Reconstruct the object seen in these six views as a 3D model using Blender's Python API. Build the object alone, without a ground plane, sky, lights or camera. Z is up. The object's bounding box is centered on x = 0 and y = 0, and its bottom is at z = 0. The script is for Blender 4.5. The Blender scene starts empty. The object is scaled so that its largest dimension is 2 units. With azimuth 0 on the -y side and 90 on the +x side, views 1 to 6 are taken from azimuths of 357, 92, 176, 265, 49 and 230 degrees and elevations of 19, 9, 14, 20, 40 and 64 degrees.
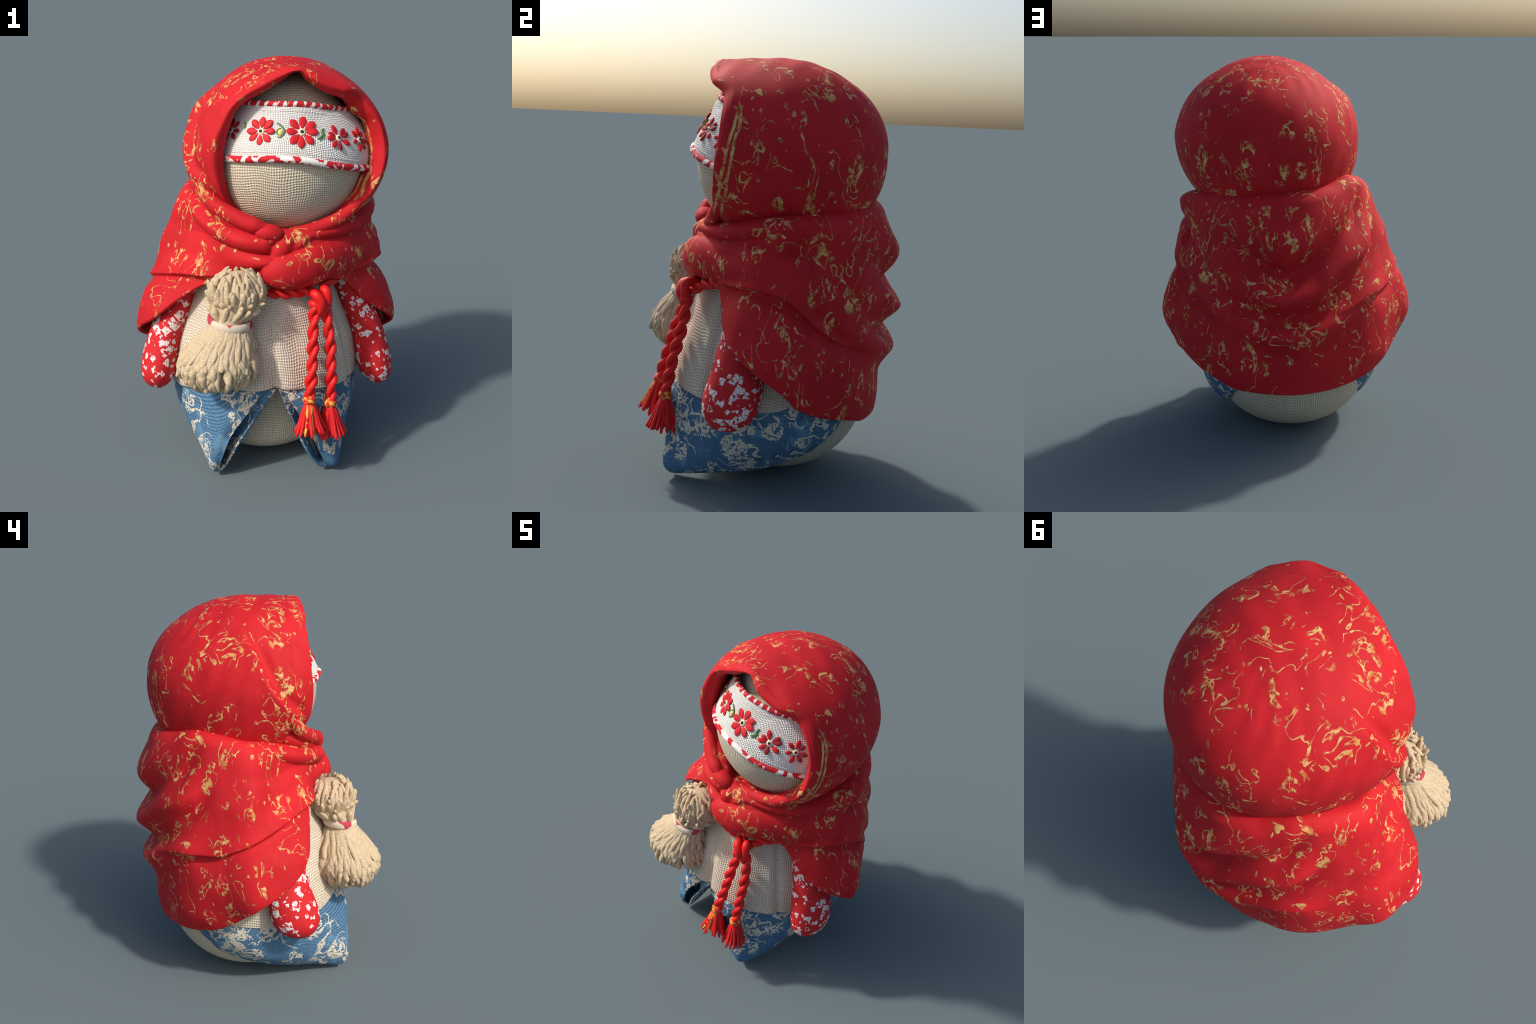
# A faceless cloth doll in a red headscarf, with a broom of yarn at its chest.
import bpy, math, random
import numpy as np
from mathutils import Vector, Matrix

rng = np.random.default_rng(7)
random.seed(7)

# ------------------------------------------------------------------ numbers
def pchip(xk, yk, x):
    """monotone cubic through the keys"""
    xk = np.asarray(xk, float); yk = np.asarray(yk, float)
    h = np.diff(xk); d = np.diff(yk) / h
    m = np.zeros_like(yk)
    s = d[:-1] * d[1:] > 0
    w1 = 2 * h[1:] + h[:-1]; w2 = h[1:] + 2 * h[:-1]
    with np.errstate(divide='ignore', invalid='ignore'):
        hm = (w1 + w2) / (w1 / d[:-1] + w2 / d[1:])
    m[1:-1] = np.where(s, hm, 0)
    m[0], m[-1] = d[0], d[-1]
    x = np.clip(np.asarray(x, float), xk[0], xk[-1])
    i = np.clip(np.searchsorted(xk, x, side='right') - 1, 0, len(h) - 1)
    t = (x - xk[i]) / h[i]
    return ((2*t**3 - 3*t**2 + 1) * yk[i] + (t**3 - 2*t**2 + t) * h[i] * m[i]
            + (-2*t**3 + 3*t**2) * yk[i+1] + (t**3 - t**2) * h[i] * m[i+1])

def ring(keys, a):
    """periodic (degrees) smooth curve through {angle: value}"""
    k = sorted((float(q) % 360, v) for q, v in keys)
    x = np.array([q[0] for q in k]); y = np.array([q[1] for q in k])
    n = len(x)
    x = np.concatenate([x - 360, x, x + 360]); y = np.concatenate([y, y, y])
    return pchip(x, y, np.asarray(a) % 360)

def spline(pts, n):
    """Catmull-Rom through points, n samples"""
    p = np.asarray(pts, float)
    q = np.vstack([2*p[0] - p[1], p, 2*p[-1] - p[-2]])
    t = np.linspace(0, len(p) - 1, n)
    i = np.clip(t.astype(int), 0, len(p) - 2); f = (t - i)[:, None]
    a, b, c, d = q[i], q[i+1], q[i+2], q[i+3]
    return .5 * (2*b + (c-a)*f + (2*a - 5*b + 4*c - d)*f**2 + (3*b - a - 3*c + d)*f**3)

def smoothstep(a, b, x):
    t = np.clip((x - a) / (b - a), 0, 1)
    return t * t * (3 - 2 * t)

def lumps(P, scale, seed, octaves=2):
    """soft sum-of-sines noise, about -1..1"""
    r = np.random.default_rng(seed); out = np.zeros(P.shape[:-1]); amp = 1.0; tot = 0
    for o in range(octaves):
        for k in range(5):
            d = r.normal(size=3); d /= np.linalg.norm(d)
            out += amp * np.sin(P @ d * scale * 2**o * (0.7 + .6 * r.random()) + r.random() * 6.28)
        tot += amp * 2.2; amp *= .5
    return out / tot

# ------------------------------------------------------------------ meshes
def make_obj(name, mesh, parent=None, mat=None, smooth=True):
    o = bpy.data.objects.new(name, mesh)
    bpy.context.scene.collection.objects.link(o)
    if parent is not None:
        o.parent = parent
    if mat is not None and not mesh.materials:
        mesh.materials.append(mat)
    if smooth:
        mesh.polygons.foreach_set('use_smooth', np.ones(len(mesh.polygons), bool))
    return o

def mesh_vf(name, V, F):
    me = bpy.data.meshes.new(name)
    V = np.asarray(V, np.float32).reshape(-1, 3)
    F = np.asarray(F, np.int32)
    me.vertices.add(len(V)); me.vertices.foreach_set('co', V.ravel())
    k = F.shape[1]
    me.loops.add(F.size); me.loops.foreach_set('vertex_index', F.ravel())
    me.polygons.add(len(F))
    me.polygons.foreach_set('loop_start', np.arange(0, F.size, k, dtype=np.int32))
    me.polygons.foreach_set('loop_total', np.full(len(F), k, np.int32))
    me.update(calc_edges=True); me.validate()
    return me

def grid_faces(nu, nv, wrap_u=False, wrap_v=False, off=0):
    iu = np.arange(nu if wrap_u else nu - 1); iv = np.arange(nv if wrap_v else nv - 1)
    a, b = np.meshgrid(iu, iv, indexing='ij')
    a2 = (a + 1) % nu; b2 = (b + 1) % nv
    return np.stack([a*nv + b, a2*nv + b, a2*nv + b2, a*nv + b2], -1).reshape(-1, 4) + off

def grid_mesh(name, P, wrap_u=False, wrap_v=False, flip=False):
    F = grid_faces(P.shape[0], P.shape[1], wrap_u, wrap_v)
    if flip: F = F[:, ::-1]
    return mesh_vf(name, P.reshape(-1, 3), F)

def tube_vf(path, rad, seg=8, flat=None):
    """swept tube with closed (collapsed) ends; rad per point"""
    p = np.asarray(path, float); rad = np.asarray(rad, float)
    d0 = p[0] - p[1]; d1 = p[-1] - p[-2]
    d0 = d0/(np.linalg.norm(d0) + 1e-9); d1 = d1/(np.linalg.norm(d1) + 1e-9)
    p = np.vstack([p[0] + d0*rad[0]*.5, p[0] + d0*rad[0]*.4, p, p[-1] + d1*rad[-1]*.4, p[-1] + d1*rad[-1]*.5])
    rad = np.concatenate([[1e-4, rad[0]*.7], rad, [rad[-1]*.7, 1e-4]]); n = len(p)
    t = np.gradient(p, axis=0); t /= np.linalg.norm(t, axis=1)[:, None] + 1e-9
    up = np.array([0, 0, 1.0]) if abs(t[0] @ [0, 0, 1]) < .9 else np.array([1.0, 0, 0])
    N = np.zeros_like(p); N[0] = up - t[0] * (up @ t[0]); N[0] /= np.linalg.norm(N[0])
    for i in range(1, n):
        v = N[i-1] - t[i] * (N[i-1] @ t[i]); N[i] = v / (np.linalg.norm(v) + 1e-9)
    B = np.cross(t, N)
    a = np.linspace(0, 2*np.pi, seg, endpoint=False)
    r = np.asarray(rad)[:, None, None]
    V = p[:, None] + r * (np.cos(a)[None, :, None] * N[:, None] + np.sin(a)[None, :, None] * B[:, None])
    return V.reshape(-1, 3), grid_faces(n, seg, False, True)[:, ::-1]

def rounded(n, r0, tip=.35, base=.1, pointed=False):
    """radius profile of a capsule-like tube"""
    s = np.linspace(0, 1, n)
    f = np.ones(n)
    e = s < base; f[e] = np.sqrt(np.clip(1 - (1 - s[e]/base)**2, 0, 1))
    e = s > 1 - tip; q = (s[e] - 1 + tip) / tip
    f[e] = (1 - q**1.6) if pointed else np.sqrt(np.clip(1 - q**2, 0, 1))
    return r0 * np.maximum(f, .02)

def ellipsoid_vf(c, r, nu=48, nv=32, rot=None):
    th = np.linspace(0, 2*np.pi, nu, endpoint=False); ph = np.linspace(0.001, np.pi - .001, nv)
    A, B = np.meshgrid(th, ph, indexing='ij')
    P = np.stack([np.cos(A)*np.sin(B)*r[0], np.sin(A)*np.sin(B)*r[1], np.cos(B)*r[2]], -1)
    if rot is not None: P = P @ np.asarray(rot).T
    return (P + np.asarray(c)).reshape(-1, 3), grid_faces(nu, nv, True)[:, ::-1]

def join_vf(parts):
    Vs, Fs, o = [], [], 0
    for V, F in parts:
        Vs.append(V); Fs.append(F + o); o += len(V)
    return np.vstack(Vs), np.vstack(Fs)

# ------------------------------------------------------------------ materials
class Nodes:
    def __init__(self, name, rough=.8):
        self.m = bpy.data.materials.new(name); self.m.use_nodes = True
        self.t = self.m.node_tree; self.n = self.t.nodes; self.l = self.t.links
        self.b = self.n['Principled BSDF']; self.b.inputs['Roughness'].default_value = rough
        self.b.inputs['Specular IOR Level'].default_value = .3
        self.tc = self.n.new('ShaderNodeTexCoord')
        self.P = self.tc.outputs['Object']
    def put(self, sock, v):
        if isinstance(v, (int, float)): sock.default_value = v
        elif isinstance(v, tuple): sock.default_value = v if len(v) == len(sock.default_value) else (*v, 1)
        else: self.l.new(v, sock)
    def math(self, op, a, b=None, c=None, clamp=False):
        n = self.n.new('ShaderNodeMath'); n.operation = op; n.use_clamp = clamp
        self.put(n.inputs[0], a)
        if b is not None: self.put(n.inputs[1], b)
        if c is not None: self.put(n.inputs[2], c)
        return n.outputs[0]
    def noise(self, scale, detail=2, rough=.5, dist=0, vec=None, lac=2):
        n = self.n.new('ShaderNodeTexNoise')
        for k, v in (('Scale', scale), ('Detail', detail), ('Roughness', rough), ('Distortion', dist), ('Lacunarity', lac)):
            n.inputs[k].default_value = v
        self.l.new(vec or self.P, n.inputs['Vector']); return n.outputs['Fac']
    def voronoi(self, scale, feature='F1', metric='EUCLIDEAN', vec=None, rand=1):
        n = self.n.new('ShaderNodeTexVoronoi'); n.feature = feature; n.distance = metric
        n.inputs['Scale'].default_value = scale; n.inputs['Randomness'].default_value = rand
        self.l.new(vec or self.P, n.inputs['Vector']); return n
    def step(self, x, a, b):
        n = self.n.new('ShaderNodeMapRange'); n.interpolation_type = 'SMOOTHSTEP'
        self.put(n.inputs['Value'], x); n.inputs['From Min'].default_value = a; n.inputs['From Max'].default_value = b
        return n.outputs['Result']
    def mix(self, f, a, b):
        n = self.n.new('ShaderNodeMix'); n.data_type = 'RGBA'
        self.put(n.inputs['Factor'], f); self.put(n.inputs['A'], a) if False else None
        for s, v in ((n.inputs[6], a), (n.inputs[7], b)): self.put(s, v)
        return n.outputs[2]
    def map(self, scale=(1, 1, 1), rot=(0, 0, 0), loc=(0, 0, 0), vec=None):
        n = self.n.new('ShaderNodeMapping')
        n.inputs['Scale'].default_value = scale; n.inputs['Rotation'].default_value = rot; n.inputs['Location'].default_value = loc
        self.l.new(vec or self.P, n.inputs['Vector']); return n.outputs[0]
    def xyz(self, vec=None):
        n = self.n.new('ShaderNodeSeparateXYZ'); self.l.new(vec or self.P, n.inputs[0]); return n.outputs
    def vec(self, x, y, z):
        n = self.n.new('ShaderNodeCombineXYZ')
        for s, v in zip(n.inputs, (x, y, z)): self.put(s, v)
        return n.outputs[0]
    def vadd(self, a, b, scale=1.0):
        n = self.n.new('ShaderNodeVectorMath'); n.operation = 'MULTIPLY_ADD'
        self.l.new(b, n.inputs[0]); n.inputs[1].default_value = (scale,)*3; self.l.new(a, n.inputs[2]); return n.outputs[0]
    def noise_col(self, scale, vec=None, detail=2):
        n = self.n.new('ShaderNodeTexNoise'); n.inputs['Scale'].default_value = scale; n.inputs['Detail'].default_value = detail
        self.l.new(vec or self.P, n.inputs['Vector']); return n.outputs['Color']
    def bump(self, h, dist=.002, strength=1.0, normal=None):
        n = self.n.new('ShaderNodeBump'); n.inputs['Distance'].default_value = dist; n.inputs['Strength'].default_value = strength
        self.l.new(h, n.inputs['Height'])
        if normal is not None: self.l.new(normal, n.inputs['Normal'])
        return n.outputs[0]
    def done(self, col, normal=None):
        self.put(self.b.inputs['Base Color'], col)
        if normal is not None: self.l.new(normal, self.b.inputs['Normal'])
        return self.m

RED = (.52, .010, .016)
def line_of(N, x, w0, w1):
    """1 along the contour x = .5"""
    d = N.math('ABSOLUTE', N.math('SUBTRACT', x, .5))
    return N.math('SUBTRACT', 1.0, N.step(d, w0, w1))

def scarf_material(name, offs=0.0, stripes=False):
    N = Nodes(name, .72)
    N.b.inputs['Specular IOR Level'].default_value = .22
    P = N.map(scale=(1, 1, .68), loc=(offs, offs*.7, -offs))     # strokes run a little longer down the cloth
    W = N.vadd(P, N.noise_col(9, P), .05)
    # glyph clusters: scattered cells filled with crossing strokes
    v = N.voronoi(10.5, vec=W)
    sep = N.n.new('ShaderNodeSeparateColor'); N.l.new(v.outputs['Color'], sep.inputs[0])
    cell = N.math('GREATER_THAN', sep.outputs[0], .40)
    size = N.math('MULTIPLY_ADD', sep.outputs[1], .22, .26)
    inside = N.math('SUBTRACT', 1.0, N.step(N.math('SUBTRACT', v.outputs['Distance'], size), -.06, .05))
    glyph = line_of(N, N.noise(18, 1.8, .5, .8, P), .026, .060)
    a = N.math('MULTIPLY', N.math('MULTIPLY', cell, inside), glyph)
    # lone thin scrolls between them
    gate = N.step(N.noise(7, 1, .5, 0, N.map(loc=(3, 1, 2), vec=P)), .50, .55)
    scroll = line_of(N, N.noise(9.5, 2, .5, 1.1, N.map(loc=(9, 4, 7), vec=P)), .009, .022)
    b = N.math('MULTIPLY', gate, scroll)
    # short specks
    s = N.voronoi(21, vec=N.vadd(P, N.noise_col(30, P), .04))
    sc = N.n.new('ShaderNodeSeparateColor'); N.l.new(s.outputs['Color'], sc.inputs[0])
    c = N.math('MULTIPLY', N.math('GREATER_THAN', sc.outputs[0], .80), N.math('SUBTRACT', 1.0, N.step(s.outputs['Distance'], .13, .21)))
    m = N.math('MAXIMUM', N.math('MAXIMUM', a, b), c)
    if stripes:
        # a double gold line follows one front edge of the scarf
        x, y, z = N.xyz()
        bend = N.math('MULTIPLY', N.noise(10, 2), .03)
        zz = N.math('SUBTRACT', z, 1.25)
        for y0, sl in ((-.232, .20), (-.198, .17)):
            d = N.math('ABSOLUTE', N.math('SUBTRACT', N.math('ADD', y, bend), N.math('MULTIPLY_ADD', zz, sl, y0)))
            l = N.math('SUBTRACT', 1.0, N.step(d, .004, .009))
            l = N.math('MULTIPLY', l, N.math('MULTIPLY', N.step(x, .36, .42), N.math('MULTIPLY', N.step(z, 1.27, 1.33), N.step(z, 1.78, 1.70))))
            m = N.math('MAXIMUM', m, l)
    # thread wear
    wear = N.step(N.noise(48, 3, .6), .32, .56)
    m = N.math('MULTIPLY', m, wear)
    gold = N.mix(N.step(N.noise(22, 3), .3, .7), (.50, .20, .055), (.74, .47, .18))
    red = N.mix(N.step(N.noise(5, 3), .35, .7), (RED[0]*.88, RED[1]*.9, RED[2]*.9), (RED[0]*1.06, RED[1]*1.3, RED[2]*1.2))
    grain = N.noise(300, 2)
    red = N.mix(N.math('MULTIPLY', N.step(grain, .56, .72), N.step(N.noise(12, 2), .45, .65)), red, (.62, .05, .05))
    rim = N.math('SUBTRACT', N.step(m, .0, .25), N.step(m, .25, .7))
    red = N.mix(N.math('MULTIPLY', rim, .5), red, (RED[0]*.55, RED[1], RED[2]))
    col = N.mix(m, red, gold)
    h = N.math('MULTIPLY_ADD', m, 1.0, N.math('MULTIPLY', grain, .25))
    return N.done(col, N.bump(h, .003, .6))

def weave_coords(N, centre, ball=False):
    """angle and height around a vertical axis, in metres of cloth"""
    x, y, z = N.xyz(N.map(loc=tuple(-c for c in centre)))
    a = N.math('ARCTAN2', x, N.math('MULTIPLY', y, -1.0))
    return a, z, x, y

def linen_material(name, centre, radius, ball=False, light=(.68, .59, .45), dark=(.36, .30, .21), pitch=.0122):
    N = Nodes(name, .9)
    a, z, x, y = weave_coords(N, centre)
    if ball:
        e = N.math('ARCTAN2', z, N.math('SQRT', N.math('ADD', N.math('MULTIPLY', x, x), N.math('MULTIPLY', y, y))))
        z = N.math('MULTIPLY', e, radius)
    wob = N.math('MULTIPLY', N.noise(7, 2), .05)
    u = N.math('ADD', N.math('MULTIPLY', a, radius), wob); w = N.math('ADD', z, wob)
    k = 2*math.pi / pitch
    su = N.math('SINE', N.math('MULTIPLY', u, k)); sw = N.math('SINE', N.math('MULTIPLY', w, k * .92))
    fuzz = N.noise(170, 2)
    h = N.math('ADD', N.math('MULTIPLY_ADD', N.math('ADD', su, sw), .25, .5), N.math('MULTIPLY', N.math('SUBTRACT', fuzz, .5), .55))
    hole = N.step(h, .10, .62)
    tone = N.mix(N.noise(3.5, 2), tuple(c*.95 for c in light), tuple(min(1, c*1.05) for c in light))
    col = N.mix(hole, dark, tone)
    return N.done(col, N.bump(h, .005, .8))

def sleeve_material():
    N = Nodes('sleeve_print', .7)
    x, y, z = N.xyz()
    a = N.math('ADD', x, y)
    # blocky rows slanting across the sleeve
    def blocks(scale, rot, keep, size, loc):
        v = N.voronoi(scale, metric='CHEBYCHEV', vec=N.map(rot=rot, loc=loc, vec=W), rand=.85)
        q = N.n.new('ShaderNodeSeparateColor'); N.l.new(v.outputs['Color'], q.inputs[0])
        return N.math('MULTIPLY', N.math('GREATER_THAN', q.outputs[0], keep), N.math('LESS_THAN', v.outputs['Distance'], N.math('MULTIPLY_ADD', q.outputs[1], .16, size)))
    W = N.vadd(N.P, N.noise_col(30), .02)
    m = N.math('MAXIMUM', blocks(19, (.5, .65, .4), .25, .22, (0, 0, 0)), blocks(24, (.2, .5, .9), .45, .18, (3, 1, 2)))
    m = N.math('MAXIMUM', m, blocks(40, (.5, .65, .4), .72, .2, (1, 5, 2)))
    g = N.map((1, 1, 1), (.5, .65, .4))
    gx, gy, gz = N.xyz(g)
    k = 2*math.pi/.011
    grid = N.math('MULTIPLY', N.math('SINE', N.math('MULTIPLY', gx, k)), N.math('SINE', N.math('MULTIPLY', gz, k)))
    mesh = N.step(N.math('ADD', grid, N.noise(90, 2)), -.25, .25)
    m = N.math('MULTIPLY', m, N.math('MULTIPLY_ADD', mesh, .75, .25))
    m = N.math('MULTIPLY', m, N.step(N.noise(38, 2), .36, .46))
    red = N.mix(N.step(N.noise(300, 1), .6, .75), (.54, .012, .016), (.62, .05, .05))
    col = N.mix(m, red, (.82, .74, .72))
    return N.done(col, N.bump(N.math('ADD', m, N.noise(350, 1)), .0025, .5))

def denim_material():
    N = Nodes('blue_print', .85)
    fuzz = N.noise(170, 2, .6)
    x, y, z = N.xyz(); k = 2*math.pi/.011
    tw = N.math('MULTIPLY', N.math('SINE', N.math('MULTIPLY', N.math('ADD', x, N.math('MULTIPLY', y, .8)), k)), N.math('SINE', N.math('MULTIPLY', z, k)))
    h = N.math('ADD', N.math('MULTIPLY', tw, .3), fuzz)
    blue = N.mix(N.step(h, .2, .85), (.026, .072, .150), (.125, .265, .41))
    blue = N.mix(N.step(N.noise(12, 3), .52, .72), blue, (.13, .26, .38))
    v = N.voronoi(8.5, vec=N.vadd(N.P, N.noise_col(9), .05))
    sep = N.n.new('ShaderNodeSeparateColor'); N.l.new(v.outputs['Color'], sep.inputs[0])
    ins = N.math('MULTIPLY', N.math('GREATER_THAN', sep.outputs[0], .18), N.math('LESS_THAN', v.outputs['Distance'], .54))
    glyph = line_of(N, N.noise(17, 2, .5, .7), .046, .075)
    scr = N.math('MULTIPLY', line_of(N, N.noise(8, 1.5, .5, 1.3, N.map(loc=(5, 2, 8))), .018, .036), N.step(N.noise(6, 1, .5, 0, N.map(loc=(1, 7, 3))), .45, .52))
    m = N.math('MAXIMUM', N.math('MULTIPLY', ins, glyph), scr)
    m = N.math('MULTIPLY', m, N.step(N.noise(95, 2), .32, .5))
    col = N.mix(m, blue, (.70, .62, .48))
    return N.done(col, N.bump(N.math('ADD', h, N.math('MULTIPLY', m, .8)), .004, .7))

def yarn_material(name, a, b, scale=180, rough=.9):
    N = Nodes(name, rough)
    f = N.noise(scale, 3, .65)
    col = N.mix(N.step(f, .3, .7), a, b)
    return N.done(col, N.bump(f, .003, .6))

def plain(name, col, rough=.7, var=.12, scale=60, bump=.5):
    N = Nodes(name, rough)
    f = N.noise(scale, 3)
    c = N.mix(f, tuple(x*(1-var) for x in col), tuple(min(1, x*(1+var)) for x in col))
    return N.done(c, N.bump(N.noise(scale*4, 2), .002, bump))

def border_material(name, base, spot, centre, keep, count, beat=0):
    """cord with uneven dashes of the second colour along its length"""
    N = Nodes(name, .75)
    a, z, x, y = weave_coords(N, centre)
    V = N.vec(N.math('MULTIPLY', a, count), N.math('MULTIPLY', z, 22), 0.0)
    d = N.noise(1.0, 1.5, .5, .6, V)
    if beat:
        ph = N.math('ADD', N.math('MULTIPLY', a, beat), N.math('ADD', N.math('MULTIPLY', z, -70.0), N.math('MULTIPLY', d, 5.0)))
        m = N.math('MULTIPLY', N.step(N.math('SINE', ph), .15, .45), N.step(d, .36, .44))
    else:
        m = N.step(d, keep, keep + .05)
    col = N.mix(m, base, spot)
    return N.done(col, N.bump(N.noise(260, 2), .002, .6))

def bead_material():
    N = Nodes('gold_thread_bead', .6)
    m = N.step(N.noise(75, 2), .5, .6)
    return N.done(N.mix(m, (.62, .03, .015), (.85, .50, .07)), N.bump(m, .003, .6))

def tie_material():
    N = Nodes('printed_tie', .85)
    m = N.step(N.noise(14, 1, .5, .5, N.map(loc=(.3, 2.0, 1.1))), .515, .555)
    w = N.noise(260, 2)
    base = N.mix(w, (.58, .47, .34), (.74, .65, .53))
    return N.done(N.mix(m, base, (.46, .05, .08)), N.bump(w, .003, .7))

HEAD_C = np.array([.13, .03, 1.52])
BODY_C = np.array([-.015, .03, 0.0])
M_hood = scarf_material('hood_cloth', 0.0, True)
M_cape = scarf_material('cape_cloth', 2.37)
M_head = linen_material('head_linen', HEAD_C, .40, True)
M_body = linen_material('body_linen', BODY_C, .46)
M_shirt = linen_material('shirt_linen', BODY_C, .46, light=(.70, .60, .475), dark=(.43, .36, .27))
M_sleeve = sleeve_material()
M_blue = denim_material()
M_yarn = yarn_material('broom_yarn', (.42, .31, .18), (.66, .53, .36))
M_tie = tie_material()
M_cord = plain('red_cord', (.68, .012, .012), .5, .12, 40)
M_thread = plain('red_thread', (.66, .012, .014), .6, .15, 40)
def streaked_thread():
    N = Nodes('gold_streaked_thread', .6)
    x, y, z = N.xyz()
    m = N.math('MULTIPLY', N.step(N.noise(34, 2), .42, .5), N.step(z, .27, .31))
    return N.done(N.mix(m, (.62, .014, .014), (.80, .38, .06)), N.bump(N.noise(200, 2), .002, .5))
M_goldthread = streaked_thread()
M_bead = bead_material()
M_band = linen_material('band_white_cloth', HEAD_C, .36, light=(.80, .77, .72), dark=(.56, .53, .47), pitch=.0085)
M_top_border = border_material('band_top_border', (.56, .012, .022), (.80, .74, .70), HEAD_C, .62, 13, 44)
M_low_border = border_material('band_low_border', (.80, .76, .72), (.56, .012, .022), HEAD_C, .47, 9)
M_petal = plain('red_petal', (.56, .010, .016), .6, .15, 50)
M_petal_dark = plain('dark_red_petal', (.30, .010, .02), .6, .2, 50)
M_cream = plain('cream_stitch', (.78, .70, .50), .7)
M_black = plain('dark_stitch', (.03, .025, .02), .7)
M_green = plain('green_stitch', (.10, .22, .07), .7)
M_yellow = plain('yellow_stitch', (.80, .66, .12), .7)

doll = bpy.data.objects.new('cloth_doll', None)
bpy.context.scene.collection.objects.link(doll)
doll['label'] = 'faceless cloth doll in red patterned headscarf with yarn broom'
doll['category'] = 'rag doll'

# ------------------------------------------------------------------ head
th_h = np.radians(np.linspace(0, 360, 128, endpoint=False)); e_h = np.linspace(-np.pi/2 + .01, np.pi/2 - .01, 80)
# full at the cheeks, drawn back towards the brow
r_h = pchip([-1.6, -.6, 0, .25, .5, .8, 1.1, 1.6], [.40, .398, .398, .388, .374, .376, .408, .425], e_h)
P = np.stack([HEAD_C[0] - .015 + (r_h*np.cos(e_h))[None]*np.sin(th_h)[:, None], HEAD_C[1] + .008 - (r_h*np.cos(e_h))[None]*np.cos(th_h)[:, None],
              HEAD_C[2] + (r_h*np.sin(e_h))[None] + 0*th_h[:, None]], -1)
make_obj('head', grid_mesh('head', P, True), doll, M_head)

# ------------------------------------------------------------------ body and shirt
nth, nz = 256, 120
TH = np.radians(np.linspace(0, 360, nth, endpoint=False))
def pole(c, r, th, z):
    return np.stack([c[0] + r*np.sin(th), c[1] - r*np.cos(th), z + 0*th], -1)
q = np.linspace(0, 1, nz)
zb = 1.25 * (1 - np.cos(q * np.pi * .5)) + .008
rb = np.where(zb < .45, .452 * np.clip(1 - np.abs((.45 - zb)/.442)**2.2, 0, 1)**(1/2.2),
              pchip([.45, .6, .8, 1.0, 1.25], [.452, .45, .42, .36, .30], np.maximum(zb, .45)))
def belly(t):
    f = max(math.cos(t), 0)**1.5                       # flatter and set back between the skirt flaps
    p = 2.2 + 1.1*f
    low = .452 * np.clip(1 - np.abs((.45 - zb)/.445)**p, 0, 1)**(1/p)
    return np.where(zb < .45, low, rb) - f*smoothstep(.9, .5, zb)*(.02 + .045*smoothstep(.10, .30, zb))*np.minimum(1, low/.3)
P = np.stack([pole(BODY_C + [0, .018, 0], belly(t), t, zb) for t in TH])
front = np.clip(np.cos(TH), 0, 1)[:, None]
# the belly leans back towards the chest
lean = smoothstep(.5, .95, zb)[None, :] * front**.7 * .07
P[..., 1] += lean
make_obj('body', grid_mesh('body', P, True, flip=False), doll, M_body)

ns = 110
th = np.degrees(TH)
hem = ring([(0, .492), (12, .480), (30, .455), (60, .425), (80, .41), (110, .43), (180, .44), (250, .43), (290, .40), (315, .45), (335, .487), (350, .488)], th)
P = np.zeros((nth, ns + 6, 3))
for i, t in enumerate(TH):
    z = hem[i] + (1.2 - hem[i]) * np.linspace(0, 1, ns)**1.0
    c = max(math.cos(t), 0)
    rf = pchip([.38, .45, .56, .79, .9, 1.2], [.492, .494, .478, .415, .375, .30], z)
    rs = pchip([.38, .45, .6, .8, 1.0, 1.2], [.492, .495, .485, .408, .35, .33], z)
    w = c**1.2
    r = rf*w + rs*(1 - w)
    d = (th[i] + 180) % 360 - 180
    r = r + .010*smoothstep(.62, .46, z)*np.exp(-((abs(d) - 35)/22)**2)
    low = smoothstep(1.0, .45, z)
    # middle pleat, soft pleats and the seam near the arms
    r = r - .020*np.exp(-((d - 3)/2.2)**2)*low + .012*np.exp(-((d - 11)/6)**2)*low + .010*np.exp(-((d + 6)/5)**2)*low
    r = r - .012*np.exp(-((abs(d - 56))/2.0)**2) + .006*np.exp(-((d - 50)/3)**2)
    r = r + .008*np.sin(d*.13 + 6*z)*low*w - .03*np.exp(-((d - 17)/9)**2 - ((z - .72)/.09)**2)*.6
    o = pole(BODY_C, r, t, z)
    k = np.linspace(0, 1, 7)[1:]
    inn = pole(BODY_C, r[0] - .012*(1 - np.cos(k*np.pi))/1.0*.9, t, hem[i] - .007*np.sin(k*np.pi) + .04*np.maximum(k - .8, 0))
    P[i] = np.vstack([inn[::-1], o])
make_obj('shirt', grid_mesh('shirt', P, True), doll, M_shirt)

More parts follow.
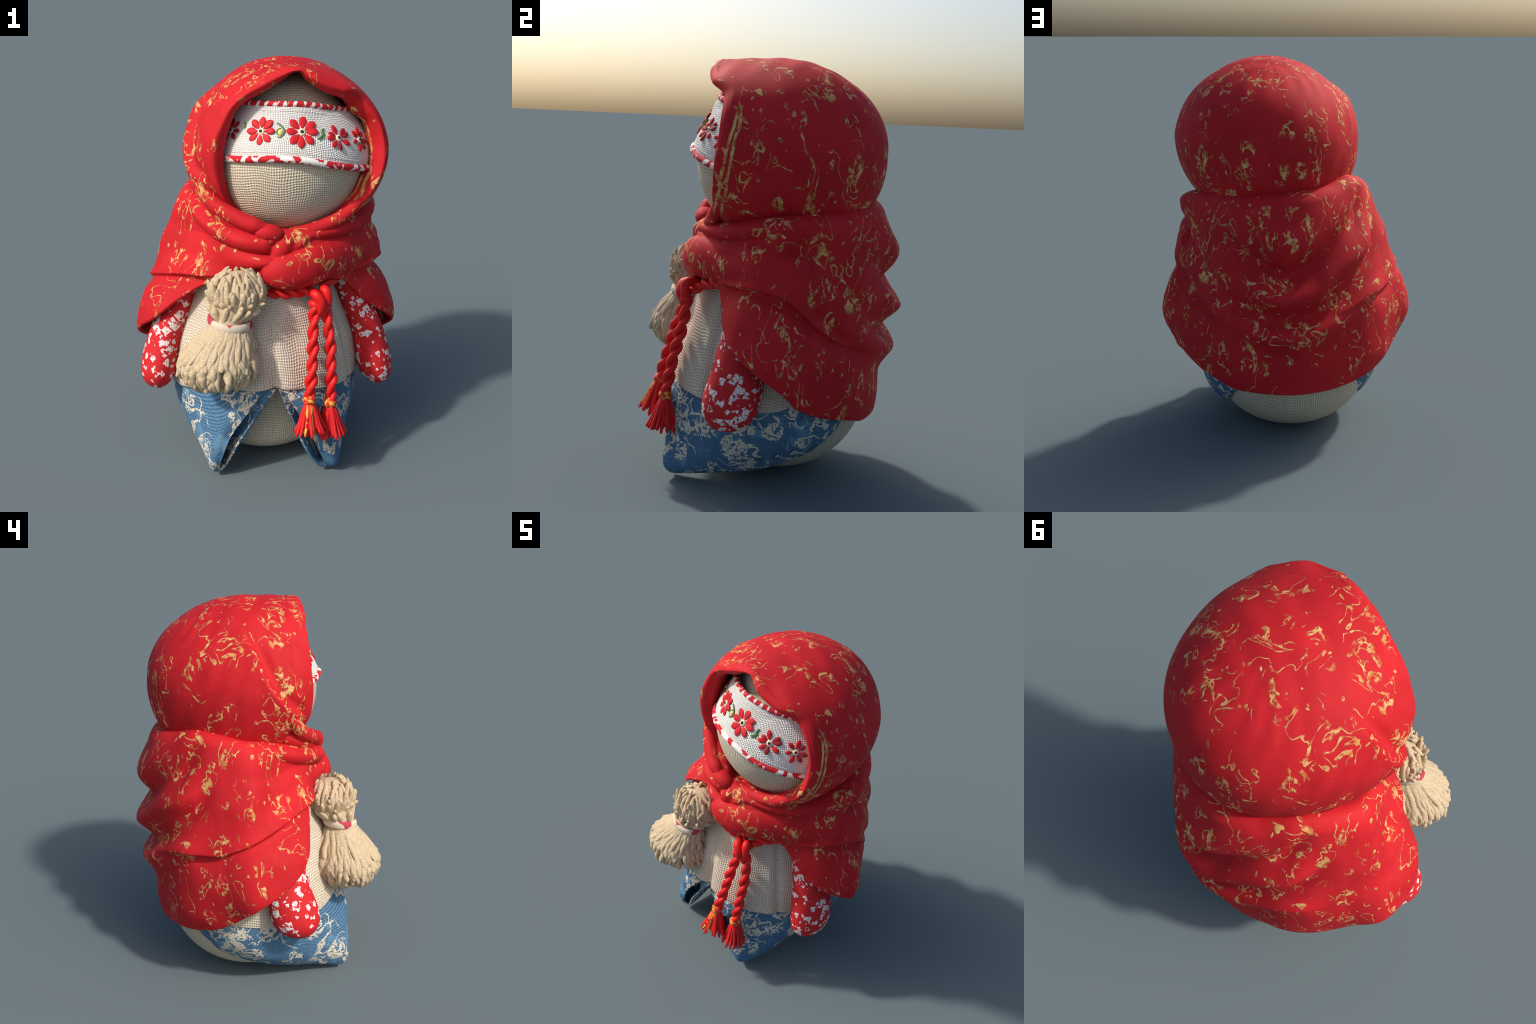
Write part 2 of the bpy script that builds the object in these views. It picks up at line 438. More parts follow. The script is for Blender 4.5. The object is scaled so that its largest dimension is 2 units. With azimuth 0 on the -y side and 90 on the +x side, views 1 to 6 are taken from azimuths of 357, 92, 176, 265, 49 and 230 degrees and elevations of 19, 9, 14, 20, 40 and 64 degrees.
# ------------------------------------------------------------------ blue skirt flaps: folded cloth corners
def net_surface(net, nu, nv):
    net = np.asarray(net, float)
    A = np.stack([spline(net[:, j], nu) for j in range(net.shape[1])], 1)
    return np.stack([spline(A[i], nv) for i in range(nu)])
right_net = [
 [(.02,-.435,.52),(.19,-.37,.52),(.37,-.225,.50),(.468,.03,.48),(.43,.25,.47),(.30,.38,.46)],
 [(.104,-.468,.378),(.23,-.435,.35),(.39,-.25,.32),(.475,.03,.34),(.44,.26,.38),(.31,.40,.41)],
 [(.19,-.466,.206),(.28,-.438,.19),(.375,-.27,.17),(.445,.02,.22),(.42,.25,.28),(.30,.39,.36)],
 [(.240,-.462,.082),(.310,-.448,.066),(.352,-.285,.066),(.38,.0,.125),(.375,.24,.21),(.29,.38,.32)],
 [(.256,-.420,.022),(.290,-.405,.020),(.305,-.25,.042),(.335,.0,.085),(.335,.23,.185),(.28,.37,.30)],
 [(.208,-.436,.045),(.225,-.39,.045),(.24,-.24,.07),(.29,.0,.12),(.30,.21,.20),(.27,.34,.30)],
 [(.143,-.450,.155),(.18,-.39,.15),(.25,-.24,.15),(.32,.0,.17),(.31,.21,.24),(.27,.33,.31)],
 [(.077,-.450,.328),(.13,-.40,.30),(.28,-.26,.28),(.36,.0,.28),(.33,.21,.30),(.27,.33,.34)],
 [(.020,-.440,.478),(.10,-.41,.46),(.30,-.27,.42),(.38,.0,.38),(.34,.21,.36),(.27,.33,.36)]]
left_net = [
 [(.005,-.435,.52),(-.21,-.365,.52),(-.395,-.225,.51),(-.49,.03,.49),(-.45,.24,.47),(-.34,.36,.46)],
 [(-.12,-.468,.377),(-.25,-.438,.36),(-.42,-.25,.33),(-.500,.03,.35),(-.462,.25,.39),(-.35,.38,.42)],
 [(-.211,-.466,.246),(-.312,-.438,.20),(-.402,-.262,.185),(-.470,.02,.225),(-.435,.24,.31),(-.34,.37,.38)],
 [(-.262,-.460,.115),(-.322,-.438,.085),(-.352,-.275,.085),(-.40,.0,.14),(-.395,.23,.235),(-.33,.36,.34)],
 [(-.278,-.424,.030),(-.300,-.405,.028),(-.308,-.25,.055),(-.35,.0,.108),(-.36,.22,.207),(-.32,.35,.33)],
 [(-.235,-.428,.07),(-.24,-.385,.065),(-.265,-.24,.09),(-.315,.0,.15),(-.325,.21,.23),(-.30,.33,.33)],
 [(-.169,-.447,.194),(-.20,-.385,.17),(-.27,-.24,.165),(-.345,.0,.20),(-.335,.21,.26),(-.30,.32,.34)],
 [(-.087,-.447,.322),(-.14,-.395,.30),(-.30,-.26,.285),(-.385,.0,.29),(-.355,.21,.31),(-.30,.32,.36)],
 [(.014,-.440,.478),(-.10,-.41,.46),(-.32,-.27,.42),(-.405,.0,.39),(-.365,.21,.37),(-.30,.32,.38)]]
for net, flip in ((right_net, False), (left_net, True)):
    P = net_surface(net, 120, 100)
    me = grid_mesh('skirt_flap', P, flip=flip)
    o = make_obj('skirt_flap', me, doll, M_blue)
    md = o.modifiers.new('thick', 'SOLIDIFY'); md.thickness = .012; md.offset = -1

# ------------------------------------------------------------------ arms
def arm(path, rx, ry, name='arm'):
    n, seg = 90, 64
    s = np.linspace(0, 1, n)
    c = spline(path, n)
    f = np.sqrt(np.clip(1 - np.clip((s - .74)/.26, 0, 1)**2.2, 0, 1)) * np.sqrt(np.clip(1 - (1 - np.clip(s/.12, 0, 1))**2, 0, 1))
    f = np.maximum(f, .01)
    wx = pchip([0, .3, .7, 1], rx, s)*f; wy = pchip([0, .3, .7, 1], ry, s)*f
    a = np.linspace(0, 2*np.pi, seg, endpoint=False)
    P = c[:, None] + np.stack([np.cos(a)[None]*wx[:, None], np.sin(a)[None]*wy[:, None], 0*wx[:, None]*a[None]], -1)
    P += lumps(P, 18, 3)[..., None]*.002
    return make_obj(name, grid_mesh(name, P, False, True), doll, M_sleeve)
arm([(-.36,-.085,.97),(-.455,-.095,.80),(-.525,-.112,.62),(-.555,-.137,.50),(-.565,-.148,.385)], [.060,.085,.094,.09], [.07,.10,.124,.12])
arm([(.35,-.075,.97),(.445,-.085,.80),(.515,-.105,.60),(.545,-.128,.46),(.56,-.142,.343)], [.060,.085,.092,.085], [.07,.10,.130,.124])

# ------------------------------------------------------------------ headband
NB = 241
bt = np.linspace(-118, 118, NB)
def band_point(deg, v, out=0.0):
    """v = 0 at the lower edge, 1 at the upper edge"""
    t = np.radians(deg)
    r = .394 + (.292 - .394)*v + out
    x = HEAD_C[0] + r*np.sin(t)
    tilt = pchip([-.4, -.2, 0, .15, .30, .45, .6], [-.02, -.004, .004, .0, -.030, -.075, -.12], x)
    z = 1.568 + .242*v + tilt + .012*(1 - v)*np.exp(-((x - .05)/.15)**2)
    e = np.arcsin(np.clip((z - HEAD_C[2])/.385, -1, 1))
    r = np.maximum(r, pchip([-1.6, -.6, 0, .25, .5, .8, 1.1, 1.6], [.40, .398, .398, .388, .372, .368, .385, .405], e)*np.cos(e) + .012 + out)
    x = HEAD_C[0] + r*np.sin(t); y = HEAD_C[1] - .005 - r*np.cos(t)
    return np.stack([x, y, z], -1)
vs = np.linspace(0, 1, 30)
P = np.stack([band_point(bt, v, .006*np.sin(np.pi*v)) for v in vs], 1)
Pi = np.stack([band_point(bt, v, -.02) for v in vs[::-1]], 1)
P = np.concatenate([P, Pi], 1)
headband = make_obj('headband', grid_mesh('headband', P, False, True), doll, M_band)
def border(v, r, name, mat, out):
    V, F = tube_vf(band_point(bt, v, out), np.full(NB, r), 14)
    return make_obj(name, mesh_vf(name, V, F), headband, mat)
border(1.0, .0135, 'upper_border', M_top_border, -.002)
border(.0, .0155, 'lower_border', M_low_border, .000)
for v in (.87, .13):
    V, F = tube_vf(band_point(bt, v, .006*np.sin(np.pi*v)), np.full(NB, .0022), 6)
    make_obj('stitch_line', mesh_vf('stitch_line', V, F), headband, M_band)

def frame(deg, v):
    p = band_point(deg, v, .008); e = .5
    du = band_point(deg + e, v, .008) - band_point(deg - e, v, .008); du /= np.linalg.norm(du)
    dv = band_point(deg, v + .02, .008) - band_point(deg, v - .02, .008); dv -= du*(du @ dv); dv /= np.linalg.norm(dv)
    n = np.cross(du, dv)
    return Matrix(np.column_stack([np.append(du, 0), np.append(dv, 0), np.append(n, 0), np.append(p, 1)]).tolist())
def petal_mesh(name, L, W, H, mat):
    n = 26; seg = 14
    s = np.linspace(0, 1, n)
    w = W*np.sin(np.pi*s**1.35)**.75 + .0004
    a = np.linspace(0, 2*np.pi, seg, endpoint=False)
    P = np.zeros((n, seg, 3))
    P[..., 0] = np.cos(a)[None]*w[:, None]; P[..., 1] = (s*L)[:, None]
    P[..., 2] = np.sin(a)[None]*(w/W*H)[:, None] - .22*H*np.exp(-(np.cos(a)[None]*1.0/.35)**2)*np.sin(np.pi*s)[:, None]
    me = grid_mesh(name, P, False, True); me.materials.append(mat); return me
petal_a = petal_mesh('petal', .052, .0150, .006, M_petal)
petal_b = petal_mesh('petal', .050, .0120, .006, M_petal_dark)
petal_c = petal_mesh('petal', .050, .0120, .006, M_petal)
Vc, Fc = ellipsoid_vf((0, 0, 0), (.0145, .0145, .006), 24, 12)
centre_me = mesh_vf('flower_centre', Vc, Fc); centre_me.materials.append(M_cream)
Vc, Fc = ellipsoid_vf((0, 0, .004), (.0070, .0070, .005), 20, 10)
pupil_me = mesh_vf('flower_eye', Vc, Fc); pupil_me.materials.append(M_black)
def put(me, name, mtx, smooth=True):
    o = make_obj(name, me, headband); o.matrix_local = mtx; return o
def flower(deg, v, scale, count, rot, ragged=0.0):
    B = frame(deg, v)
    for k in range(count):
        a = rot + k*2*math.pi/count + random.uniform(-.1, .1)*(1 + 2*ragged)
        s = scale*random.uniform(.93, 1.06)*(1 - ragged*random.random()*.35)
        me = petal_a if ragged == 0 else random.choice([petal_b, petal_c, petal_c])
        put(me, 'petal', B @ Matrix.Rotation(a, 4, 'Z') @ Matrix.Translation((0, .012*scale, 0)) @ Matrix.Diagonal((s, s, 1, 1)))
    put(centre_me, 'flower_centre', B @ Matrix.Diagonal((scale, scale, 1, 1)))
    put(pupil_me, 'flower_eye', B @ Matrix.Translation((0, 0, .001)) @ Matrix.Diagonal((scale, scale, 1, 1)))
flower(-53, .50, 1.05, 7, .2, .5)
flower(-26, .50, 1.10, 8, .0)
flower(4.5, .51, 1.2, 8, .0)
flower(32, .50, 1.1, 8, .25, .5)
flower(52, .50, 1.05, 7, .1, .6)
flower(70, .48, 1.05, 7, .1, .5)
# small sprigs between the flowers
def sprig(deg, v, pts, r, mat, name='sprig'):
    B = np.array(frame(deg, v))
    p = spline(pts, 24)
    p = np.column_stack([p, np.full(24, .001)]) if p.shape[1] == 2 else p
    p = p @ B[:3, :3].T + B[:3, 3]
    V, F = tube_vf(p, rounded(24, r, .3, .2), 8)
    make_obj(name, mesh_vf(name, V, F), headband, mat)
sprig(-11.5, .5, [(-.02, .042), (.0, .03), (.016, .012), (.018, -.006), (.002, -.026), (-.012, -.022)], .0042, M_green)
sprig(-11.5, .5, [(.001, .018), (-.014, .0), (-.006, -.018)], .0036, M_green)
Vc, Fc = ellipsoid_vf((0, 0, 0), (.012, .015, .005), 20, 10)
ym = mesh_vf('yellow_bud', Vc, Fc); ym.materials.append(M_yellow)
put(ym, 'yellow_bud', frame(-11.5, .49))
Vc, Fc = ellipsoid_vf((0, 0, 0), (.006, .007, .003), 14, 8)
ym2 = mesh_vf('bud_eye', Vc, Fc); ym2.materials.append(M_cream)
put(ym2, 'bud_eye', frame(-11.5, .49) @ Matrix.Translation((0, 0, .004)))
sprig(18.5, .5, [(.014, .034), (.004, .026), (.006, .006), (-.004, -.012), (-.018, -.02)], .0050, M_green)
sprig(18.5, .5, [(-.004, .016), (.008, .004), (.014, -.018)], .0036, M_green)
sprig(18.5, .5, [(.018, .012), (.004, -.008), (-.006, -.026)], .0036, M_green)
sprig(-41, .5, [(-.004, .045), (.006, .03), (.004, .012)], .0046, M_green)

# ------------------------------------------------------------------ hood
HC = (.11, 1.58)
nphi = 420
phi = np.linspace(0, 360, nphi, endpoint=False)
r0 = ring([(0,.414),(35,.424),(58,.446),(79,.469),(90,.482),(110,.478),(126,.475),(150,.462),(180,.45),(210,.462),(237,.484),(250,.482),(270,.47),(291,.453),(324,.425)], phi)
ye = ring([(7,-.288),(20,-.308),(40,-.288),(58,-.220),(80,-.226),(98,-.243),(120,-.252),(135,-.25),(180,-.24),(225,-.24),(250,-.284),(270,-.293),(291,-.286),(320,-.284),(345,-.296)], phi)
rc = ring([(7,.400),(26,.388),(48,.42),(63,.44),(78,.456),(95,.464),(112,.455),(131,.428),(153,.385),(180,.37),(215,.39),(240,.402),(258,.415),(277,.418),(297,.398),(316,.386),(336,.382)], phi)
ri = ring([(7,.372),(13,.342),(30,.320),(49,.345),(60,.343),(72,.378),(100,.383),(112,.372),(131,.363),(156,.36),(180,.36),(224,.354),(248,.322),(270,.306),(293,.302),(313,.317),(335,.308),(353,.332)], phi)
slope = ring([(0, .25), (40, .4), (65, .75), (120, .75), (140, .4), (180, .3), (225, .2), (250, .1), (300, .1), (335, .2)], phi)
back = ring([(0, .02), (25, .025), (50, .01), (80, 0), (180, 0), (222, .02), (245, .05), (290, .055), (315, .04), (340, .03)], phi)
wide = ring([(0, .0), (40, .5), (60, 1), (120, 1), (150, .3), (200, 0), (330, 0)], phi)
nb, nf = 110, 90
P = np.zeros((nphi, nb + nf, 3))
lapy = pchip([222, 245, 252, 262, 273, 290, 300, 312], [-.30, -.26, -.235, -.165, -.09, -.03, .0, .03], phi)
laph = .034*smoothstep(316, 292, phi)*smoothstep(215, 240, phi)
for i in range(nphi):
    a = np.linspace(0.004, np.pi/2, nb)
    full = 1 - .22*smoothstep(95, 150, phi[i])*smoothstep(265, 215, phi[i])      # fuller towards the nape
    rho = r0[i]*np.sin(a)**full; rho[0] = 0; y = .528*np.cos(a)
    k = (r0[i], 0.0)
    k = slope[i]; w = wide[i]
    cp = [(r0[i], .04), (r0[i], 0), (r0[i]*(.8 + .2*w) + rc[i]*(.2 - .2*w), -.10), (r0[i]*(.45 + .30*w) + rc[i]*(.55 - .30*w), ye[i]*.72 + back[i]*.8), (rc[i] + .004, ye[i] + .035 + back[i]),
          (rc[i]*.82 + ri[i]*.18, ye[i] + .006 + back[i]*.7), (rc[i]*.45 + ri[i]*.55, ye[i] - .004 + .034*k), (ri[i] + .006, ye[i] + .016 + .060*k), (ri[i] - .004*k, ye[i] + .045 + .07*k),
          (ri[i] + .012 - .012*k, ye[i] + .10 + .07*k), (ri[i] + .05, ye[i] + .20 + .05*k)]
    c = spline(np.array(cp), 11*(nf//9))[11*(nf//9)//10:][:nf]
    if len(c) < nf: c = np.vstack([c, np.repeat(c[-1:], nf - len(c), 0)])
    R = np.concatenate([rho, c[:, 0]]); Y = np.concatenate([y, c[:, 1]])
    # the back panel of the scarf laps over the front panel on one side
    d = Y - lapy[i]
    outer = np.arange(nb + nf) < nb + nf*.45
    st = smoothstep(-.012, .014, d)*np.exp(-np.maximum(d, 0)/.15)
    R = R + laph[i]*(st - .35*np.exp(-((d + .03)/.03)**2))*outer
    ph = math.radians(phi[i])
    P[i] = np.stack([HC[0] + R*np.sin(ph), Y, HC[1] + R*np.cos(ph)], -1)
# gathers running from the crown, faint drag folds
S = P - np.array([.11, .10, 1.60])
Sn = S / np.linalg.norm(S, axis=-1, keepdims=True)
outmask = (np.arange(nb + nf) < nb + nf*.42)[None, :]
ang = np.degrees(np.arctan2(S[..., 0], S[..., 1]))
gather = np.sin(np.radians(ang)*17 + 5*lumps(P, 8, 5)) * np.exp(-((P[..., 2] - 1.86)/.07)**2) * smoothstep(.05, .30, P[..., 1])
side = np.sin(np.radians(ang)*20 + P[..., 2]*12 + 5*lumps(P, 6, 11)) * smoothstep(-.22, -.05, P[..., 1]) * smoothstep(1.95, 1.6, P[..., 2])*smoothstep(.2, -.1, S[..., 0])
top = np.sin(P[..., 1]*48 + P[..., 0]*14 + 2*lumps(P, 5, 8))*smoothstep(1.86, 1.96, P[..., 2])
P += Sn * ((gather*.0016 + side*.0016 + top*.0016 + lumps(P, 9, 21)*.005) * outmask)[..., None]
hood_parts = [(P.reshape(-1, 3), grid_faces(nphi, nb + nf, True)[:, ::-1])]
# roll of the lapped panel sweeping under the cheek to the knot
path = spline([(-.30,-.07,1.60),(-.33,-.12,1.535),(-.325,-.155,1.47),(-.295,-.195,1.41),(-.245,-.238,1.352),(-.175,-.283,1.312),(-.095,-.322,1.278),(-.01,-.35,1.255)], 90)
V, F = tube_vf(path, pchip([0, .15, .4, .6, .9, 1], [.003, .016, .033, .038, .036, .012], np.linspace(0, 1, 90)), 28)
hood_parts.append((V, F))
path = spline([(-.22,-.06,1.42),(-.255,-.12,1.365),(-.23,-.19,1.32),(-.17,-.245,1.285),(-.09,-.28,1.255),(-.01,-.30,1.235)], 60)
V, F = tube_vf(path, pchip([0, .3, .8, 1], [.01, .045, .05, .03], np.linspace(0, 1, 60)), 28)
hood_parts.append((V, F))
# matching roll on the other cheek
path = spline([(.50,-.19,1.42),(.44,-.225,1.335),(.36,-.25,1.275),(.26,-.275,1.236),(.15,-.29,1.215),(.05,-.29,1.215)], 70)
V, F = tube_vf(path, pchip([0, .2, .5, .8, 1], [.004, .024, .032, .030, .008], np.linspace(0, 1, 70)), 28)
hood_parts.append((V, F))
# knob where the two rolls meet
kv, kf = ellipsoid_vf((.000, -.335, 1.232), (.072, .046, .041), 40, 24, Matrix.Rotation(.22, 3, 'Y'))
hood_parts.append((kv, kf))
V, F = join_vf(hood_parts)
make_obj('hood', mesh_vf('hood', V, F), doll, M_hood)

# ------------------------------------------------------------------ cape with folds and the crossed front
AX = np.array([.03, .06])
ZK = np.array([.2, .35, .5, .65, .8, .95, 1.1, 1.25, 1.42])
BASE = {   # mean drape radius by angle (rows) and height (columns)
   0: (.40,.40,.40,.40,.40,.40,.40,.38,.34),  30: (.42,.42,.42,.42,.42,.41,.41,.40,.36),
  60: (.50,.52,.54,.55,.515,.465,.46,.46,.42),  75: (.50,.53,.575,.625,.60,.535,.505,.49,.44),
  90: (.50,.545,.612,.66,.62,.555,.53,.52,.46), 105: (.47,.515,.562,.575,.56,.535,.525,.52,.46),
 120: (.465,.50,.522,.525,.525,.52,.512,.505,.455), 150: (.45,.49,.508,.515,.52,.518,.515,.495,.445),
 180: (.44,.488,.51,.533,.538,.532,.53,.498,.435), 210: (.46,.495,.522,.532,.525,.518,.505,.475,.43),
 240: (.485,.535,.58,.582,.555,.53,.505,.455,.425), 255: (.495,.55,.605,.62,.595,.555,.535,.47,.42),
 270: (.50,.555,.645,.705,.665,.59,.55,.485,.42), 285: (.50,.55,.62,.695,.668,.565,.465,.44,.40),
 300: (.50,.54,.59,.635,.615,.52,.435,.41,.39), 330: (.44,.44,.44,.44,.44,.43,.42,.39,.35)}
nt, nzc = 640, 300
T = np.linspace(0, 360, nt, endpoint=False)
Tw = (T + 180) % 360 - 180                      # -180..180, 0 = front
ztop = ring([(0,1.235),(30,1.245),(60,1.27),(90,1.305),(120,1.33),(150,1.35),(180,1.36),(210,1.38),(232,1.41),(250,1.395),(270,1.365),(300,1.32),(330,1.26)], T)
zhem = ring([(-10,.975),(5,.955),(17,.95),(30,.955),(43,.965),(50,.955),(57,.89),(62,.82),(74,.71),(85,.63),(93,.565),(101,.475),(117,.41),(136,.37),(148,.345),(165,.342),(180,.338),(197,.343),(212,.352),(228,.375),(239,.40),(250,.435),(259,.49),(268,.58),(277,.655),(285,.715),(291,.76),(296,.81),(302,.885),(313,.965),(325,.985),(338,.985)], T)
tt = np.linspace(0, 1, nzc)
Z = ztop[:, None] + (zhem - ztop)[:, None]*tt[None]
THg = np.repeat(T[:, None], nzc, 1); TWg = np.repeat(Tw[:, None], nzc, 1)
cols = np.stack([ring([(k, BASE[k][j]) for k in BASE], T) for j in range(len(ZK))], 1)
R = np.stack([pchip(ZK, cols[i], Z[i]) for i in range(nt)])
R_mean = R.copy()

def along(keys, wrap=False):
    """fold line: z as a function of angle, with soft ends"""
    k = np.array(keys, float); lo, hi = k[0, 0], k[-1, 0]
    t = T if lo >= 60 else Tw
    z = pchip(k[:, 0], k[:, 1], t)
    fade = smoothstep(lo - 4, lo + 12, t)*smoothstep(hi + 4, hi - 12, t)
    extra = [pchip(k[:, 0], k[:, j], t) for j in range(2, k.shape[1])]
    return z[:, None], fade[:, None], [e[:, None] for e in extra]
def valley(keys, up, down):
    z, f, (amp,) = along(keys); d = Z - z
    return -amp*f*np.exp(-np.abs(d/np.where(d > 0, up, down))**1.8)
def ridge(keys, up, down):
    z, f, (amp,) = along(keys); d = Z - z
    return amp*f*np.exp(-(d/np.where(d > 0, up, down))**2)
def lap(keys, reach):
    z, f, (amp,) = along(keys); d = Z - z
    return amp*f*smoothstep(-.004, .022, d)*np.exp(-np.maximum(d, 0)/reach) - .35*amp*f*np.exp(-((d + .02)/.025)**2)
V1 = [(86,1.115,.032),(98,1.12,.03),(110,1.14,.012),(124,1.15,.008),(134,1.12,.010),(144,1.10,.020),(152,1.075,.03),(162,1.03,.045),(170,.985,.055),(179,.968,.058),(190,1.0,.052),(203,1.08,.038),(214,1.14,.03),(224,1.18,.03),(232,1.24,.028),(240,1.30,.02)]
V2 = [(108,1.06,.0),(121,1.0,.010),(134,.90,.012),(147,.81,.022),(158,.76,.032),(171,.735,.036),(181,.735,.034),(193,.755,.034),(205,.80,.034),(218,.865,.034),(236,1.0,.03),(248,1.11,.02),(261,1.165,.012),(274,1.19,.012),(292,1.185,.02),(318,1.175,.02)]
R += valley(V1, .075, .055) + valley(V2, .07, .05)
R += ridge([(k[0], k[1] + .15, k[2]*.6) for k in V1], .11, .10)
R += ridge([(120,.92,.0),(134,.99,.008),(150,.92,.008),(165,.87,.04),(180,.845,.06),(193,.88,.045),(205,.96,.028),(222,1.04,.024),(240,1.13,.02)], .06, .06)
R += ridge([(130,.78,.0),(150,.70,.02),(171,.655,.042),(181,.65,.045),(193,.675,.042),(212,.75,.03),(227,.82,.024),(245,.86,.014)], .05, .06)
R += valley([(140,.60,.01),(165,.55,.022),(181,.52,.026),(200,.56,.022),(225,.66,.02),(245,.70,.012)], .06, .12)*.6
R += lap([(200,.735,.0),(212,.755,.012),(227,.80,.022),(243,.815,.03),(252,.825,.026),(265,.88,.026),(278,.93,.028),(300,.98,.045),(325,1.0,.045)], .14)
R += lap([(52,.965,.045),(63,.965,.045),(77,.975,.04),(86,.965,.038),(94,.935,.034),(101,.88,.034),(109,.81,.03),(122,.735,.022),(136,.69,.012),(150,.665,.0)], .13)
R += valley([(96,.92,.0),(107,.88,.02),(118,.81,.028),(128,.735,.026),(138,.685,.024),(152,.65,.0)], .04, .055)
R += ridge([(70,1.02,.01),(85,1.02,.025),(100,1.0,.03),(115,.96,.02),(130,.9,.0)], .07, .07)
R += ridge([(88,1.24,.01),(100,1.23,.02),(120,1.24,.015),(140,1.22,.0)], .06, .06)

# keep the folds but hold their mean to the drape
def soften(A, st, sz):
    kt = np.exp(-.5*(np.arange(-40, 41)/st)**2); kt /= kt.sum()
    A = np.stack([np.convolve(np.concatenate([A[-40:, j], A[:, j], A[:40, j]]), kt, 'valid') for j in range(A.shape[1])], 1)
    kz = np.exp(-.5*(np.arange(-60, 61)/sz)**2); kz /= kz.sum()
    return np.stack([np.convolve(np.pad(A[i], 60, mode='edge'), kz, 'valid') for i in range(A.shape[0])])
fold = R - R_mean
R = R_mean + fold - soften(fold, 20, 34)
def smax(a, b, k=.010):
    h = np.clip(.5 + .5*(a - b)/k, 0, 1)
    return b + (a - b)*h + k*h*(1 - h)
def roll(keys, depth):
    """a rounded roll of cloth: angle, centre z, half width, crest radius"""
    k = np.array(keys, float)
    z = pchip(k[:, 0], k[:, 1], Tw)[:, None]; w = pchip(k[:, 0], k[:, 2], Tw)[:, None]; rr = pchip(k[:, 0], k[:, 3], Tw)[:, None]
    x = (Z - z)/w
    inside = (Tw[:, None] >= k[0, 0]) & (Tw[:, None] <= k[-1, 0])
    f = rr - depth*(1 - np.sqrt(np.clip(1 - x**2, 0, 1))) - .25*np.maximum(np.abs(x) - 1, 0)
    return np.where(inside, f, -1)
rolls = [
 # left sheet that runs down to the middle
 ([(-100,1.04,.10,.49),(-88,1.05,.11,.49),(-63,1.09,.115,.438),(-40,1.095,.105,.42),(-22,1.095,.06,.435),(-8,1.095,.035,.455),(4,1.10,.02,.43)], .06),
 # roll from the left shoulder to the knot
 ([(-100,1.30,.05,.38),(-80,1.30,.055,.42),(-56,1.265,.06,.432),(-37,1.22,.058,.438),(-19,1.19,.055,.447),(-8,1.175,.05,.438),(2,1.165,.03,.40)], .06),
 # roll from the right shoulder to the knot
 ([(0,1.235,.03,.39),(6,1.235,.04,.425),(25,1.212,.045,.432),(52,1.212,.048,.475),(77,1.245,.05,.53),(98,1.265,.05,.545),(118,1.28,.05,.50)], .055),
 # middle right sheet
 ([(8,1.14,.04,.39),(20,1.15,.045,.43),(40,1.12,.055,.455),(65,1.10,.07,.49),(85,1.08,.08,.55),(104,1.05,.08,.55)], .05),
 # heavy low roll on the right
 ([(-12,1.035,.05,.40),(-7,1.04,.06,.465),(6,1.045,.085,.492),(20,1.06,.095,.490),(34,1.07,.095,.482),(50,1.06,.085,.482),(66,1.05,.075,.51),(86,1.03,.07,.565),(100,1.0,.07,.55)], .055),
]
for keys, depth in rolls:
    R = smax(R, roll(keys, depth))
def blob(t0, z0, wt, wz, rr, ang, depth=.05):
    a = math.radians(ang); dt = (TWg - t0)*.0075; dz = Z - z0
    u = (dt*math.cos(a) + dz*math.sin(a))/wt; v = (-dt*math.sin(a) + dz*math.cos(a))/wz
    q = u*u + v*v
    return np.where(q < 1.8, rr - depth*(1 - np.sqrt(np.clip(1 - q, 0, 1))) - .2*np.maximum(q - 1, 0), -1)
R = smax(R, blob(-4, 1.215, .060, .045, .440, -14), .016)          # knob of the knot
R = smax(R, blob(5, 1.160, .090, .055, .446, 52, .06), .016)              # pleat crossing the knot
R = smax(R, blob(15, 1.170, .095, .042, .438, 32, .05), .016)
# rounded collar
c = .055
dz = ztop[:, None] - Z
R = R - (c*(1 - np.sqrt(np.clip(1 - (1 - np.clip(dz/c, 0, 1))**2, 0, 1))))
def place(R, Z):
    th = np.radians(THg if R.shape == THg.shape else np.repeat(T[:, None], R.shape[1], 1))
    return np.stack([AX[0] + R*np.sin(th), AX[1] - R*np.cos(th), Z], -1)
P0 = place(R, Z)
R = R + lumps(P0, 9, 31)*.006 + lumps(P0, 22, 33)*.0022
outer = place(R, Z)
# hem turned in, then the lining
kk = np.linspace(0, 1, 8)[1:]
turn = np.stack([place(R[:, -1:] - .010*(1 - np.cos(k*np.pi)), Z[:, -1:] - .010*np.sin(k*np.pi))[:, 0] for k in kk], 1)
lt = np.linspace(0, 1, 60)[1:]
zi = zhem[:, None] + (ztop - .02 - zhem)[:, None]*lt[None]
Ri = np.stack([np.interp(zi[i], Z[i][::-1], R[i][::-1]) for i in range(nt)]) - .020 - .03*lt[None]
lining = place(Ri, zi)
kc = np.linspace(1, 0, 10, endpoint=False)[:, None, None]
top_in = np.stack([place(R[:, :1]*(1 - .42*k) , Z[:, :1] - .05*k)[:, 0] for k in np.linspace(1, 0, 10, endpoint=False)], 1)
P = np.concatenate([top_in, outer, turn, lining], 1)
make_obj('cape', grid_mesh('cape', P, True, flip=True), doll, M_cape)

